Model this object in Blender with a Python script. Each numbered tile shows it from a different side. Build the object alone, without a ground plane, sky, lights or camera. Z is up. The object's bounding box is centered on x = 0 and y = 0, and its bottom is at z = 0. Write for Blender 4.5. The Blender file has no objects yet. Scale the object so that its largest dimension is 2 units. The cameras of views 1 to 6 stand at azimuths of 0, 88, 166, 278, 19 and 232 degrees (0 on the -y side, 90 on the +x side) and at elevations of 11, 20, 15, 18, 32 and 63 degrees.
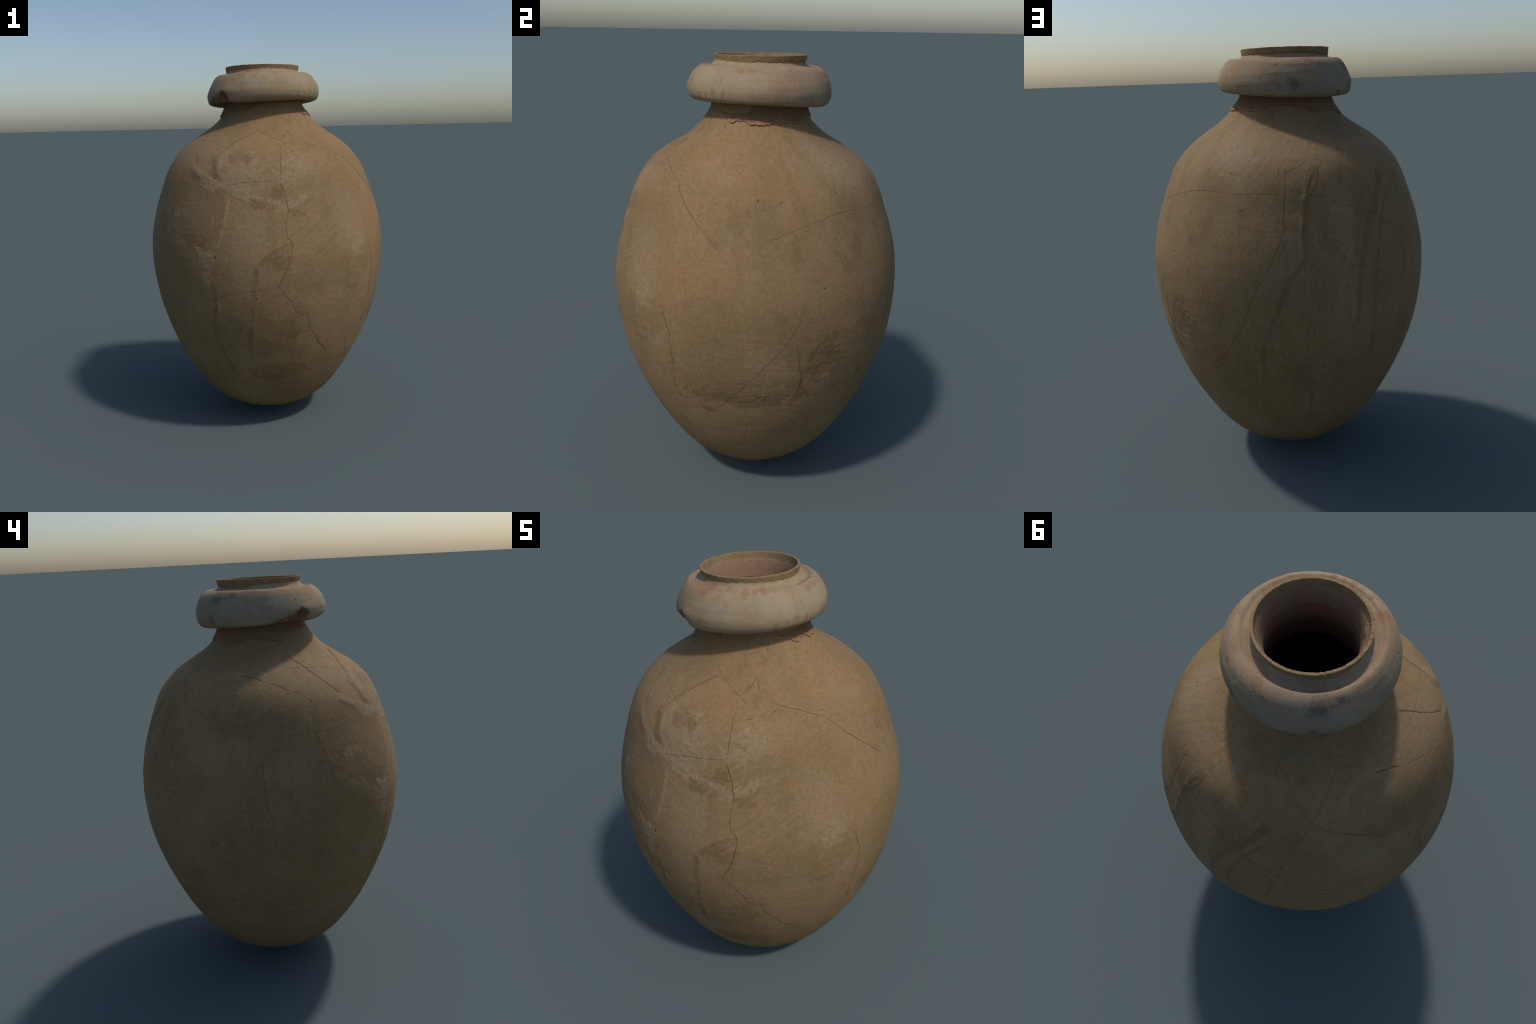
"""Large clay storage jar: egg-shaped body, ragged neck flange, heavy rolled
collar and a thin, torn-edged lip.  All built from profiles and rules."""
import bpy, math, random
import numpy as np
from mathutils import Vector

random.seed(7)
RNG = np.random.default_rng(7)
DEG = math.pi / 180.0

# ------------------------------------------------------------------ helpers
def cubic(xs, ys, x):
    """natural-ish smooth interpolation (Catmull-Rom on a non-uniform grid)"""
    xs, ys, x = np.asarray(xs, float), np.asarray(ys, float), np.asarray(x, float)
    m = np.gradient(ys, xs)
    i = np.clip(np.searchsorted(xs, x) - 1, 0, len(xs) - 2)
    h = xs[i + 1] - xs[i]
    t = np.clip((x - xs[i]) / h, 0, 1)
    return ((2*t**3 - 3*t**2 + 1) * ys[i] + (t**3 - 2*t**2 + t) * h * m[i]
            + (-2*t**3 + 3*t**2) * ys[i + 1] + (t**3 - t**2) * h * m[i + 1])


def around(degs, vals, th):
    """smooth periodic interpolation over azimuth (degrees in, radians asked)"""
    d, v = np.asarray(degs, float), np.asarray(vals, float)
    o = np.argsort(d)
    d, v = d[o], v[o]
    d = np.concatenate([d - 360, d, d + 360])
    v = np.concatenate([v, v, v])
    a = (np.asarray(th) / DEG + 180) % 360 - 180
    return np.interp(a, d, v)


def wrap(a):
    return (a + math.pi) % (2 * math.pi) - math.pi


def sstep(e0, e1, x):
    t = np.clip((x - e0) / (e1 - e0), 0, 1)
    return t * t * (3 - 2 * t)


def _hash(i, j, k, seed):
    h = (i * 374761393 + j * 668265263 + k * 2147483647 + seed * 1274126177) & 0xFFFFFFFF
    h = ((h ^ (h >> 13)) * 1274126177) & 0xFFFFFFFF
    h = ((h ^ (h >> 16)) * 2246822519) & 0xFFFFFFFF
    return ((h ^ (h >> 15)) & 0xFFFFFF) / float(0xFFFFFF) * 2 - 1


def vnoise(x, y, z, seed=0):
    xi, yi, zi = np.floor(x).astype(np.int64), np.floor(y).astype(np.int64), np.floor(z).astype(np.int64)
    fx, fy, fz = x - xi, y - yi, z - zi
    fx, fy, fz = (f * f * f * (f * (f * 6 - 15) + 10) for f in (fx, fy, fz))
    out = 0
    for a in (0, 1):
        wx = fx if a else 1 - fx
        for b in (0, 1):
            wy = fy if b else 1 - fy
            for c in (0, 1):
                out = out + wx * wy * (fz if c else 1 - fz) * _hash(xi + a, yi + b, zi + c, seed)
    return out


def fbm(x, y, z, octaves=3, seed=0):
    s, a, n = 0, 1.0, 0
    for o in range(octaves):
        f = 2 ** o
        s = s + a * vnoise(x * f + 17.3 * o, y * f - 5.1 * o, z * f + 9.7 * o, seed + o)
        n += a
        a *= 0.5
    return s / n


def grid_mesh(name, X, Y, Z, closed_u=True, cap_start=False, slots=None):
    """X,Y,Z are (rows, columns) arrays; columns run around the axis"""
    rows, cols = X.shape
    V = np.stack([X, Y, Z], -1).reshape(-1, 3)
    r, c = np.meshgrid(np.arange(rows - 1), np.arange(cols if closed_u else cols - 1), indexing="ij")
    c2 = (c + 1) % cols
    Q = np.stack([r * cols + c, r * cols + c2, (r + 1) * cols + c2, (r + 1) * cols + c], -1).reshape(-1, 4)
    me = bpy.data.meshes.new(name)
    me.vertices.add(len(V))
    me.vertices.foreach_set("co", V.ravel())
    me.loops.add(Q.size)
    me.loops.foreach_set("vertex_index", Q.ravel().astype(np.int32))
    me.polygons.add(len(Q))
    me.polygons.foreach_set("loop_start", (np.arange(len(Q)) * 4).astype(np.int32))
    me.polygons.foreach_set("loop_total", np.full(len(Q), 4, np.int32))
    me.polygons.foreach_set("use_smooth", np.ones(len(Q), bool))
    if slots is not None:
        me.polygons.foreach_set("material_index", slots.ravel().astype(np.int32))
    me.update(calc_edges=True)
    me.validate()
    return me


def add(name, me, parent, mats):
    ob = bpy.data.objects.new(name, me)
    bpy.context.scene.collection.objects.link(ob)
    ob.parent = parent
    for m in mats:
        if m.name not in me.materials:
            me.materials.append(m)
    return ob

# ------------------------------------------------------------ body profile
PROFILE_R = [0, .05, .10, .15, .20, .2631, .3015, .3368, .3689, .3976, .4233, .447, .4892, .5253, .5567,
             .5842, .6074, .6271, .6428, .6536, .6607, .6642, .6628, .6547, .6403, .6202, .5949, .5663,
             .549, .5278, .5022, .4728, .4403, .4056, .3696, .3331, .297, .2619, .2276, .212, .205, .203]
PROFILE_Z = [0, .0045, .0185, .0385, .0620, .0903, .1147, .1434, .176, .2114, .2481, .2848, .3567, .427, .4955,
             .5627, .6296, .6963, .7634, .8313, .900, .9698, 1.0409, 1.1127, 1.1851, 1.2581, 1.3322, 1.4099,
             1.449, 1.4862, 1.5202, 1.5507, 1.578, 1.6025, 1.6254, 1.6482, 1.6738, 1.7062, 1.7494, 1.775, 1.80, 1.84]
_arc = np.concatenate([[0], np.cumsum(np.hypot(np.diff(PROFILE_R), np.diff(PROFILE_Z)))])
ARC_TOP = _arc[-1]


def profile(s):
    return cubic(_arc, PROFILE_R, s), cubic(_arc, PROFILE_Z, s)


_st = np.linspace(0, ARC_TOP, 4000)
_rt, _zt = profile(_st)
_zt = np.maximum.accumulate(_zt)


def body_r(z):
    return np.interp(z, _zt, _rt)


def arc_of(z):
    return np.interp(z, _zt, _st)


# the jar is slightly out of round, most of all where the shoulder meets the
# neck: mm of cos, sin, cos 2x and sin 2x of the azimuth at some heights
ROUND_Z = (0, .1, .2, .3, .4, .5, .6, .8, 1.0, 1.2, 1.4, 1.5, 1.55, 1.6, 1.65, 1.68, 1.71, 1.74, 1.80)
ROUND_EVEN = (0, 1.3, 2.0, 2.2, 2.0, 1.5, 1.0, .5, .2, .2, .2, 0, 0, 0, 0, 0, 0, 0, 0)
ROUND_C1 = (0, -1.2, -1.4, -.8, 0, 1.0, .7, .3, 0, .3, 0, -.1, -.2, 1.0, 3.4, 3.8, 3.5, 3.1, 1)
ROUND_S1 = (0, -1.2, -1.8, -1.8, -1.2, -.4, 0, 1.4, -.5, 1.0, .7, .4, .3, .7, .8, .4, 0, -.2, 0)
ROUND_C2 = (0, .3, -.2, .1, 1.6, 2.3, 1.2, -1.1, .2, .6, .6, .4, 1.5, 5.6, 9.1, 7.7, 5.8, 4.4, 2)
ROUND_S2 = (0, -.4, -.4, .4, .6, .1, -.8, -1.4, -1.2, .2, .6, -.5, -.8, -1.0, -.6, -.4, -.3, -.2, 0)


def off_round(th, z):
    """sideways departure from the round profile, metres"""
    a, b, c, d, e = (np.interp(z, ROUND_Z, k) for k in (ROUND_EVEN, ROUND_C1, ROUND_S1, ROUND_C2, ROUND_S2))
    return .001 * (a + b * np.cos(th) + c * np.sin(th) + d * np.cos(2 * th) + e * np.sin(2 * th))


def lean_of_wall(z):
    """share of a sideways shift that is felt along the wall's normal"""
    return 1 / np.hypot(1, (body_r(np.asarray(z) + .004) - body_r(np.asarray(z) - .004)) / .008)


# ------------------------------------------------------- wear on the body
# cracks: name -> (depth weight, width in mm, control points of azimuth deg / height m)
CRACKS = {
 "front long": (1.0, 1.5, [(-79.8,1.576),(-81.6,1.551),(-82.3,1.49),(-83.3,1.399),(-81.2,1.333),(-80.5,1.27),(-82,1.173),(-81.6,1.137),(-79.6,1.112),(-79.4,1.088),(-81.7,.99),(-83.6,.941),(-86,.895),(-82.5,.843),(-79.7,.807),(-77.6,.747),(-74.6,.728)]),
 "front low": (1.0, 1.4, [(-73.8,.762),(-72.2,.727),(-71,.671),(-69.3,.635),(-66.8,.609),(-63.5,.553),(-60.5,.527),(-56.3,.482)]),
 "front twig": (.7, 1.2, [(-81.6,1.536),(-77.9,1.541),(-72.1,1.547)]),
 "front left": (.7, 1.1, [(-83.2,1.415),(-87.2,1.412),(-91.5,1.406),(-96.5,1.405),(-102.2,1.399),(-111.2,1.386)]),
 "shoulder left": (.9, 1.3, [(-96.1,1.656),(-101.2,1.641),(-107.2,1.618),(-113.2,1.595),(-116.5,1.567),(-119.9,1.534)]),
 "shoulder right": (.9, 1.3, [(-101.2,1.679),(-96.1,1.656),(-88.3,1.633),(-83.2,1.616),(-79.9,1.605),(-75.2,1.584)]),
 "shoulder fork": (.8, 1.3, [(-68.5,1.613),(-69,1.653),(-75.1,1.626),(-79.9,1.605)]),
 "shoulder gouge": (1.3, 2.2, [(-152.8,1.645),(-149,1.627),(-145.5,1.603),(-142.6,1.577),(-140.1,1.552),(-136.9,1.524),(-133.6,1.491)]),
 "shoulder hair": (.5, 1.0, [(-159.9,1.609),(-147.8,1.607),(-135.3,1.601),(-123.1,1.583),(-116.5,1.567),(-109.9,1.546)]),
 "neck hair": (.5, .9, [(-53.8,1.762),(-59.1,1.716),(-65.2,1.657)]),
 "right sweep": (1.0, 1.4, [(-62.6,1.584),(-56.6,1.571),(-49.8,1.555),(-45.7,1.539),(-40.2,1.523),(-37.5,1.501),(-34,1.469),(-30.9,1.439),(-27.3,1.407),(-24.6,1.382),(-21.5,1.356),(-18.1,1.326),(-15.6,1.305),(-13.3,1.275)]),
 "low left": (.6, 1.0, [(-86,.884),(-90.6,.88),(-96,.874),(-101.5,.863),(-106.1,.854),(-109.7,.837),(-113.5,.821),(-119.6,.798)]),
 "low right": (.5, .9, [(-73.8,.762),(-70.1,.78),(-65.2,.793),(-58.5,.802)]),
 "low hair": (.4, .8, [(-108.8,.738),(-107.3,.652),(-107.2,.592),(-107.4,.513),(-109.1,.436),(-111.4,.373)]),
 "low right hair": (.4, .9, [(-47.3,.573),(-43.5,.52),(-33.5,.384)]),
 "right low": (.9, 1.3, [(-36.8,1.056),(-34.8,1.01),(-33.5,.956),(-32.6,.93),(-32.8,.894),(-32.5,.788),(-33.1,.724),(-34,.665),(-33.9,.632),(-32.5,.612),(-30.2,.605),(-24.5,.616)]),
 "right low twig": (.6, 1.0, [(-44.9,.746),(-39.8,.759),(-32.6,.786)]),
 "right diagonal": (.7, .95, [(15.7,1.031),(13.7,.991),(12.1,.96),(10,.92),(6.6,.873),(3.7,.83),(-.7,.775),(-4.3,.724),(-8.3,.668),(-12.6,.621),(-19.6,.545)]),
 "foot": (.5, .9, [(-35.2,.395),(-25.3,.413),(-18.4,.421),(-12.8,.457),(-9,.477),(-4.4,.493),(-2.1,.512)]),
 "foot twig": (.5, .9, [(-3.9,.487),(-4.3,.435),(-5.4,.395),(-8.4,.343),(-18.3,.262)]),
 "belt right": (.6, 1.0, [(73.8,1.403),(62.3,1.411),(54.2,1.406),(48,1.408),(39,1.414),(31.6,1.41),(22.5,1.391),(15.2,1.371),(10.2,1.355),(5.3,1.337),(.7,1.315)]),
 "right edge": (1.0, 1.5, [(14,.918),(14.7,.87),(15.7,.794),(16.8,.727),(17.8,.69),(21.1,.633)]),
 "back long": (.9, 1.3, [(74.2,1.537),(74.6,1.509),(74.8,1.481),(74.1,1.404),(73.5,1.327),(72.9,1.246),(70.9,1.192),(68.5,1.137),(65.3,1.075),(62.9,1.032),(60.9,.983),(59.2,.926),(57.4,.866),(54.3,.809),(50.8,.743),(45.5,.682),(38.1,.613)]),
 "back twig": (.7, 1.2, [(74.9,1.489),(77.8,1.499),(80.5,1.507),(83.5,1.525)]),
 "back short": (.7, 1.2, [(71.6,1.507),(71.2,1.472)]),
 "back diagonal": (.6, .95, [(74.8,1.422),(81.8,1.411),(87.1,1.396),(92.5,1.38),(98.5,1.353),(105.7,1.327),(111.1,1.302),(117,1.265),(122,1.236),(127.8,1.21),(135.5,1.195)]),
 "back neck": (.7, 1.2, [(59.8,1.728),(62.5,1.714),(65,1.696)]),
 "back low": (.5, .9, [(112.2,.621),(107.1,.6),(101,.576),(96.5,.552),(90.4,.517),(84.9,.471),(79,.446),(69.3,.388)]),
 "left gouge": (1.0, 2.0, [(172.3,1.591),(177.9,1.584),(182.5,1.577),(185.7,1.566)]),
 "left scratch": (.8, 1.2, [(-171.3,1.559),(-165.5,1.545),(-160.7,1.528),(-155,1.505)]),
 "left nick": (1.0, 2.2, [(-152.6,1.489),(-150.8,1.478)]),
 "left neck nick": (1.0, 2.0, [(-146,1.711),(-142.4,1.694)]),
 "left arc": (.7, 1.1, [(140.1,1.5),(144.6,1.48),(150.1,1.457),(155.9,1.438),(160.5,1.413),(164.6,1.389),(168.3,1.375)]),
 "left ridge": (.5, .8, [(147.4,1.685),(150.7,1.659),(152.8,1.626),(151.3,1.61),(146.5,1.577),(142,1.529),(140,1.501),(137.4,1.458),(134.8,1.409),(131.6,1.335)]),
 "left upright": (.8, 1.4, [(-176.3,1.284),(-175.6,1.24),(-175.6,1.196),(-175,1.14),(-174.3,1.071),(-174,1.037),(-172.5,.978),(-171.8,.911),(-170.5,.834)]),
 "left rim of scar": (.7, 1.3, [(-152.7,1.357),(-150.9,1.313),(-149.5,1.264),(-147.5,1.212),(-148,1.126)]),
 "front rise": (.5, 1.0, [(-96.4,1.663),(-108.6,1.622),(-114.8,1.594),(-117,1.563),(-119.7,1.533)]),
 "left graze": (.5, 1.0, [(135.2,1.116),(142.9,1.114),(148.9,1.115)]),
 "left graze low": (.5, 1.0, [(138.3,1.079),(147.6,1.084),(154.9,1.102)]),
 "left low": (.4, .9, [(155.6,.837),(165,.796),(170,.756)]),
}
# air holes and small spalls: azimuth deg, height m, radius mm
PITS = [(-31.6,1.711,4),(-22.9,1.685,4),(-14.6,1.697,3.5),(-15.9,1.689,2.5),(-43.1,1.665,2.5),(5.4,1.678,4),(5.9,1.664,2.5),
 (-24,1.641,2.5),(-10.7,1.573,3),(-39.1,1.539,4),(-.1,1.477,5),(9.5,1.469,4),(43.6,1.577,4.5),(46.7,1.58,4.5),(36.4,1.485,4.5),
 (49.2,1.486,5),(14.8,1.542,3),(12.4,1.529,3.5),(20.9,1.574,3),(-17.1,1.458,3),(-24.9,1.413,3),(14.4,1.349,2.8),(10.6,1.35,2.8),
 (31,1.319,4),(-25.6,1.121,3.5),(-19.1,1.102,3.2),(-23,1.083,3.2),(-23.7,.844,4.5),(-15.3,.851,3.5),(-13.8,.936,3),(-3.4,.974,3),
 (-9.5,1.011,3),(19.2,1.022,3.2),(24.1,1.14,5),(56.3,1.338,3.5),(74.4,1.271,3),(46.8,1.287,3),(37,1.699,3.5),(-70.9,1.591,3),
 (-62.1,1.562,4),(173.3,1.397,4.5),(-167.1,1.388,3.5),(166.4,.546,8),(139.4,1.097,5),(-95.5,.828,5),(-113.7,1.034,7),(-103.5,.657,3.5),(-67.6,1.052,3)]

# patches of differing surface: azimuth deg, height m, half width m (along the
# girth), half height m, tilt deg, squareness power, edge raggedness, edge softness
SCARS = {   # slip has come away: darker bare clay, hardly sunk
 "left scar": (-128.5, 1.268, .200, .165, -17, 3.2, .50, .06),
 "left scar foot": (-124, 1.10, .085, .045, -10, 2, .6, .12),
 "belt scar": (-5, .640, .215, .030, -2, 4, .8, .16),
 "belt scar fade": (-2, .690, .185, .075, 0, 3, .9, .45),
 "belt scar drip": (-7, .612, .050, .022, 0, 2, 1.0, .16),
 "belt scar drip b": (-20, .562, .030, .020, -20, 2, 1.0, .20),
 "wedge scar": (24.5, .835, .060, .110, -20, 1.5, .80, .14),
 "edge scar": (16.6, .70, .011, .080, -7, 2, .5, .25),
}
STAINS = {  # darker brown
 "stain top": (-119.5, 1.475, .015, .055, 24, 3, .6, .10),
 "stain top b": (-116, 1.425, .030, .012, -30, 2, .9, .2),
 "stain top c": (-106, 1.525, .045, .022, 0, 2, 1.1, .15),
 "stain top d": (-100.5, 1.512, .018, .020, 30, 2, 1.0, .2),
 "notch": (-84.9, 1.350, .030, .034, -35, 1.5, .7, .08),
 "dab": (-94, 1.295, .046, .020, -16, 2.5, .7, .10),
 "dab b": (-88.5, 1.275, .030, .010, 10, 2, 1.0, .2),
 "mid dab": (-76.0, 1.255, .042, .018, -10, 2, .8, .12),
 "mid dab b": (-78, 1.46, .030, .010, -20, 2, .9, .15),
 "under smear": (-129, 1.425, .075, .012, -33, 2.5, .8, .2),
 "brush field": (-86, 1.02, .055, .045, 30, 2.5, .8, .3),
 "wedge": (-78.5, .63, .040, .050, 14, 1.4, .7, .22),
 "foot shade": (-82, .39, .16, .050, 4, 2.5, .9, .30),
 "back blot": (95.5, .65, .028, .055, 10, 2, .7, .35),
 "back foot": (78, .60, .05, .10, 20, 2, .9, .5),
 "right fall": (30, .80, .05, .06, 10, 2, .9, .4),
}
# liquid runs and drips: half width m, strength, points of azimuth deg / height m
RUNS = {
 "back run": (.013, .62, [(88,1.49),(83,1.396),(81.6,1.299),(81,1.188),(79,1.129),(76,1.09),(73.7,1.039),(70.2,.919),(67.2,.843),(64.9,.776),(63.1,.67),(58.9,.414)]),
 "back run upper": (.022, .45, [(87.5,1.50),(83.5,1.40),(81.8,1.28),(80.8,1.18)]),
 "second run": (.016, .60, [(122,1.456),(117.4,1.388),(109.3,1.296),(105.3,1.2),(102.6,1.101),(101.3,.995),(100.6,.884),(98.7,.828)]),
 "second run top": (.026, .45, [(122.5,1.46),(118,1.38),(113,1.30)]),
 "third run": (.011, .6, [(122.9,1.381),(116.1,1.286),(112,1.188),(109.2,1.088),(108.2,.98),(108.2,.804),(109.4,.672)]),
 "broad run": (.036, .40, [(105.5,1.325),(103.8,1.22),(102,1.12)]),
 "thin run": (.008, .55, [(81.4,.74),(82.7,.597),(84.2,.43)]),
 "side run": (.010, .4, [(131,1.30),(127,1.15),(124,.98)]),
 "left run": (.013, .65, [(-115.3,.90),(-114.4,.774),(-117.5,.68),(-116.2,.58),(-115.2,.48),(-111,.38)]),
 "front run": (.012, .5, [(-95,.98),(-96,.879),(-97.1,.786),(-98.5,.68),(-99.7,.605),(-99.4,.487)]),
 "front run blot": (.020, .55, [(-99,.655),(-99.6,.59)]),
 "brush": (.013, .5, [(-80.1,1.1),(-86.1,1.079),(-91.5,1.038),(-94.7,.988),(-95.6,.931)]),
}
PALE_RUNS = {
 "pale beside back run": (.009, .55, [(79.4,1.248),(79.6,1.18),(77.6,1.12),(71.4,1.08)]),
 "pale foot": (.010, .5, [(62.5,.67),(60.6,.523),(58.5,.413)]),
 "pale beside second": (.006, .5, [(123.6,1.433),(118.3,1.361),(113.2,1.265)]),
 "pale low": (.013, .45, [(99.9,.945),(99.1,.857)]),
 "plaster ridge": (.009, .85, [(-108.6,1.313),(-109.4,1.25),(-110.2,1.19),(-111.4,1.132),(-112.2,1.10),(-113.4,1.081)]),
 "plaster ridge b": (.006, .7, [(-115.8,1.225),(-116.4,1.17)]),
 "smear edge": (.017, .75, [(-136.2,1.483),(-127.6,1.437),(-120.2,1.408),(-114.7,1.389),(-108.8,1.40)]),
 "smear edge b": (.013, .8, [(-126.4,1.402),(-121,1.376),(-117.5,1.362)]),
}
OLIVES = {  # yellowish brown clay wash
 "sash": (33.5, 1.56, .040, .23, 27, 3, .25, .12),
 "sash foot": (41, 1.44, .09, .06, 10, 3, .4, .3),
 "stroke": (-74.2, 1.40, .062, .042, 26, 3, .6, .10),
 "stroke low": (-73, 1.345, .075, .025, 30, 2, .8, .2),
 "stroke three": (-86, 1.337, .05, .02, 30, 2, .8, .3),
 "oval": (-40.8, .965, .045, .075, -6, 2.3, .4, .12),
 "big low": (-62, .95, .22, .10, 12, 2, .8, .6),
 "big low b": (-62, .90, .17, .035, 6, 2, 1.0, .45),
 "panel": (-16, .87, .13, .22, 0, 3, .6, .35),
 "panel dip": (6.5, .88, .033, .030, 0, 2, .7, .2),
 "panel dip b": (12.5, .948, .030, .018, 10, 2, .7, .2),
 "back wash": (80, .82, .10, .16, 0, 3, .7, .45),
 "back wash b": (84, 1.02, .07, .16, 0, 3, .7, .5),
 "left wash": (-133, .92, .05, .13, 0, 2.5, .6, .35),
 "left belt": (-168, .85, .30, .09, 0, 2, .9, .6),
 "left foot": (-158, .58, .25, .10, 0, 2, .9, .6),
 "strip a": (3, 1.40, .05, .25, 0, 2, .8, .6),
 "strip b": (-45, 1.40, .06, .3, 10, 2, .8, .6),
 "strip c": (16, 1.50, .022, .14, 12, 3, .5, .25),
}
PALES = {   # lime-plaster smears and repairs
 "smear c": (-116, 1.512, .026, .040, 0, 2, .7, .2),
 "smear d": (-102, 1.537, .034, .028, 30, 2, .8, .15),
 "smear e": (-104, 1.44, .14, .075, -6, 2, 1.0, .4),
 "smear f": (-76, 1.455, .085, .05, 25, 2, 1.0, .4),
 "smear g": (-77, 1.305, .08, .022, 24, 2, 1.0, .25),
 "smear h": (-101, 1.34, .10, .030, -28, 2, 1.1, .35),
 "smear i": (-87.5, 1.31, .035, .016, -14, 2, .9, .2),
 "dab a": (-122, 1.062, .030, .014, -25, 2, .9, .2),
 "dab b": (-118.5, 1.01, .038, .040, 0, 2.5, .9, .22),
 "dab c": (-118.6, .908, .028, .040, 0, 2.5, .9, .22),
 "dab d": (-137, 1.235, .05, .02, 0, 2, 1.2, .5),
 "grey run low": (-106, .55, .035, .13, 4, 2.5, .6, .4),
 "grey foot": (-97, .44, .04, .06, 0, 2, .7, .4),
 "sheet": (-98, 1.10, .09, .19, 0, 3, .5, .5),
 "cloud r": (-47, 1.20, .10, .16, 10, 2, .9, .6),
 "crust": (-46, 1.06, .05, .06, -30, 2, 1.2, .4),
 "under oval": (-39.5, .875, .035, .030, 30, 2, .8, .3),
 "oval rim": (-44, .925, .022, .012, -35, 2, .8, .3),
 "panel light": (4, .775, .075, .12, 10, 3, .7, .4),
 "below belt": (-8, .572, .12, .022, -4, 2.5, .7, .3),
 "band r": (27.5, .73, .022, .09, -8, 3, .5, .25),
 "back sheet": (98, 1.18, .07, .22, 0, 3, .5, .5),
 "shoulder r": (40, 1.60, .05, .13, 32, 3, .5, .4),
 "shoulder r2": (52, 1.53, .06, .10, 20, 3, .5, .4),
 "left shoulder": (-152, 1.56, .26, .075, 0, 2, .6, .6),
 "back shoulder": (50, 1.58, .20, .07, 0, 2, .6, .6),
 "left cloud p": (-165, 1.21, .09, .07, 0, 2, 1.0, .6),
 "left cloud q": (160, 1.28, .10, .07, 0, 2, 1.0, .6),
}
ORANGES = { # oxidised, redder clay
 "bloom a": (-42, 1.19, .14, .10, -20, 2, .9, .7),
 "bloom b": (-27, 1.18, .12, .09, 0, 2, .9, .7),
 "bloom c": (-88, 1.575, .11, .05, 0, 2, .7, .5),
 "bloom d": (-8, 1.62, .09, .12, 0, 2, .8, .6),
 "bloom e": (-40, 1.60, .10, .06, 0, 2, .8, .6),
 "bloom f": (15, 1.50, .06, .12, 12, 2, .8, .6),
 "bloom g": (57, 1.17, .10, .06, 0, 2, .9, .6),
 "bloom h": (-45, 1.42, .09, .08, 0, 2, .9, .6),
 "bloom i": (30, 1.05, .07, .12, 0, 2, .9, .6),
 "bloom j": (50, .70, .06, .08, 0, 2, .9, .7),
}


def patch_distance(th, z, p, warp):
    t0, z0, a, b, tilt, pw, rag, soft = p
    R = float(body_r(z0))
    u, v = wrap(th - t0 * DEG) * R, z - z0
    c, s = math.cos(tilt * DEG), math.sin(tilt * DEG)
    x, y = (u * c + v * s) / a, (-u * s + v * c) / b
    return (np.abs(x) ** pw + np.abs(y) ** pw) ** (1 / pw) + rag * warp


def run_patches(width, pts):
    """a wandering run as a chain of long soft patches"""
    out = []
    for (ta, za), (tb, zb) in zip(pts[:-1], pts[1:]):
        R = float(body_r((za + zb) / 2))
        du, dv = (tb - ta) * DEG * R, zb - za
        out.append(((ta + tb) / 2, (za + zb) / 2, width, math.hypot(du, dv) / 2 + width * .6, math.degrees(math.atan2(-du, dv)), 3, .55, .30))
    return out


def crack_path(pts, step=0.004, jitter=0.0016, seed=0):
    t = np.array([p[0] for p in pts], float) * DEG
    t = np.unwrap(t)
    z = np.array([p[1] for p in pts], float)
    R = body_r(z)
    seg = np.hypot(np.diff(t) * (R[1:] + R[:-1]) / 2, np.diff(arc_of(z)))
    L = np.concatenate([[0], np.cumsum(seg)])
    n = max(4, int(L[-1] / step))
    q = np.linspace(0, L[-1], n)
    tt, zz = np.interp(q, L, t), np.interp(q, L, z)
    w = np.sin(np.pi * np.clip(q / L[-1], 0, 1)) ** 0.3
    k = np.full(n, seed * 3.7)
    tt = tt + w * jitter * 1.6 * fbm(q * 55, k, k, 3, 11) / body_r(zz)
    zz = zz + w * jitter * 1.6 * fbm(q * 55 + 91, k, k, 3, 12)
    return tt, zz, q / L[-1]


CRACK_LINES = {n: crack_path(c[2], seed=i) for i, (n, c) in enumerate(CRACKS.items())}

# ------------------------------------------------------------------ body mesh
def near(p, TH, ZZ, grow=1.0):
    """flat indices of the points that a patch can reach"""
    reach = max(p[2], p[3]) * (1 + p[7] + p[6] * .7) * grow + .004
    R = float(min(body_r(p[1] - reach), body_r(p[1] + reach), body_r(p[1])))
    return np.nonzero((np.abs(ZZ - p[1]) < reach) & (np.abs(wrap(TH - p[0] * DEG)) * max(R, .05) < reach * 1.2))[0]


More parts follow.
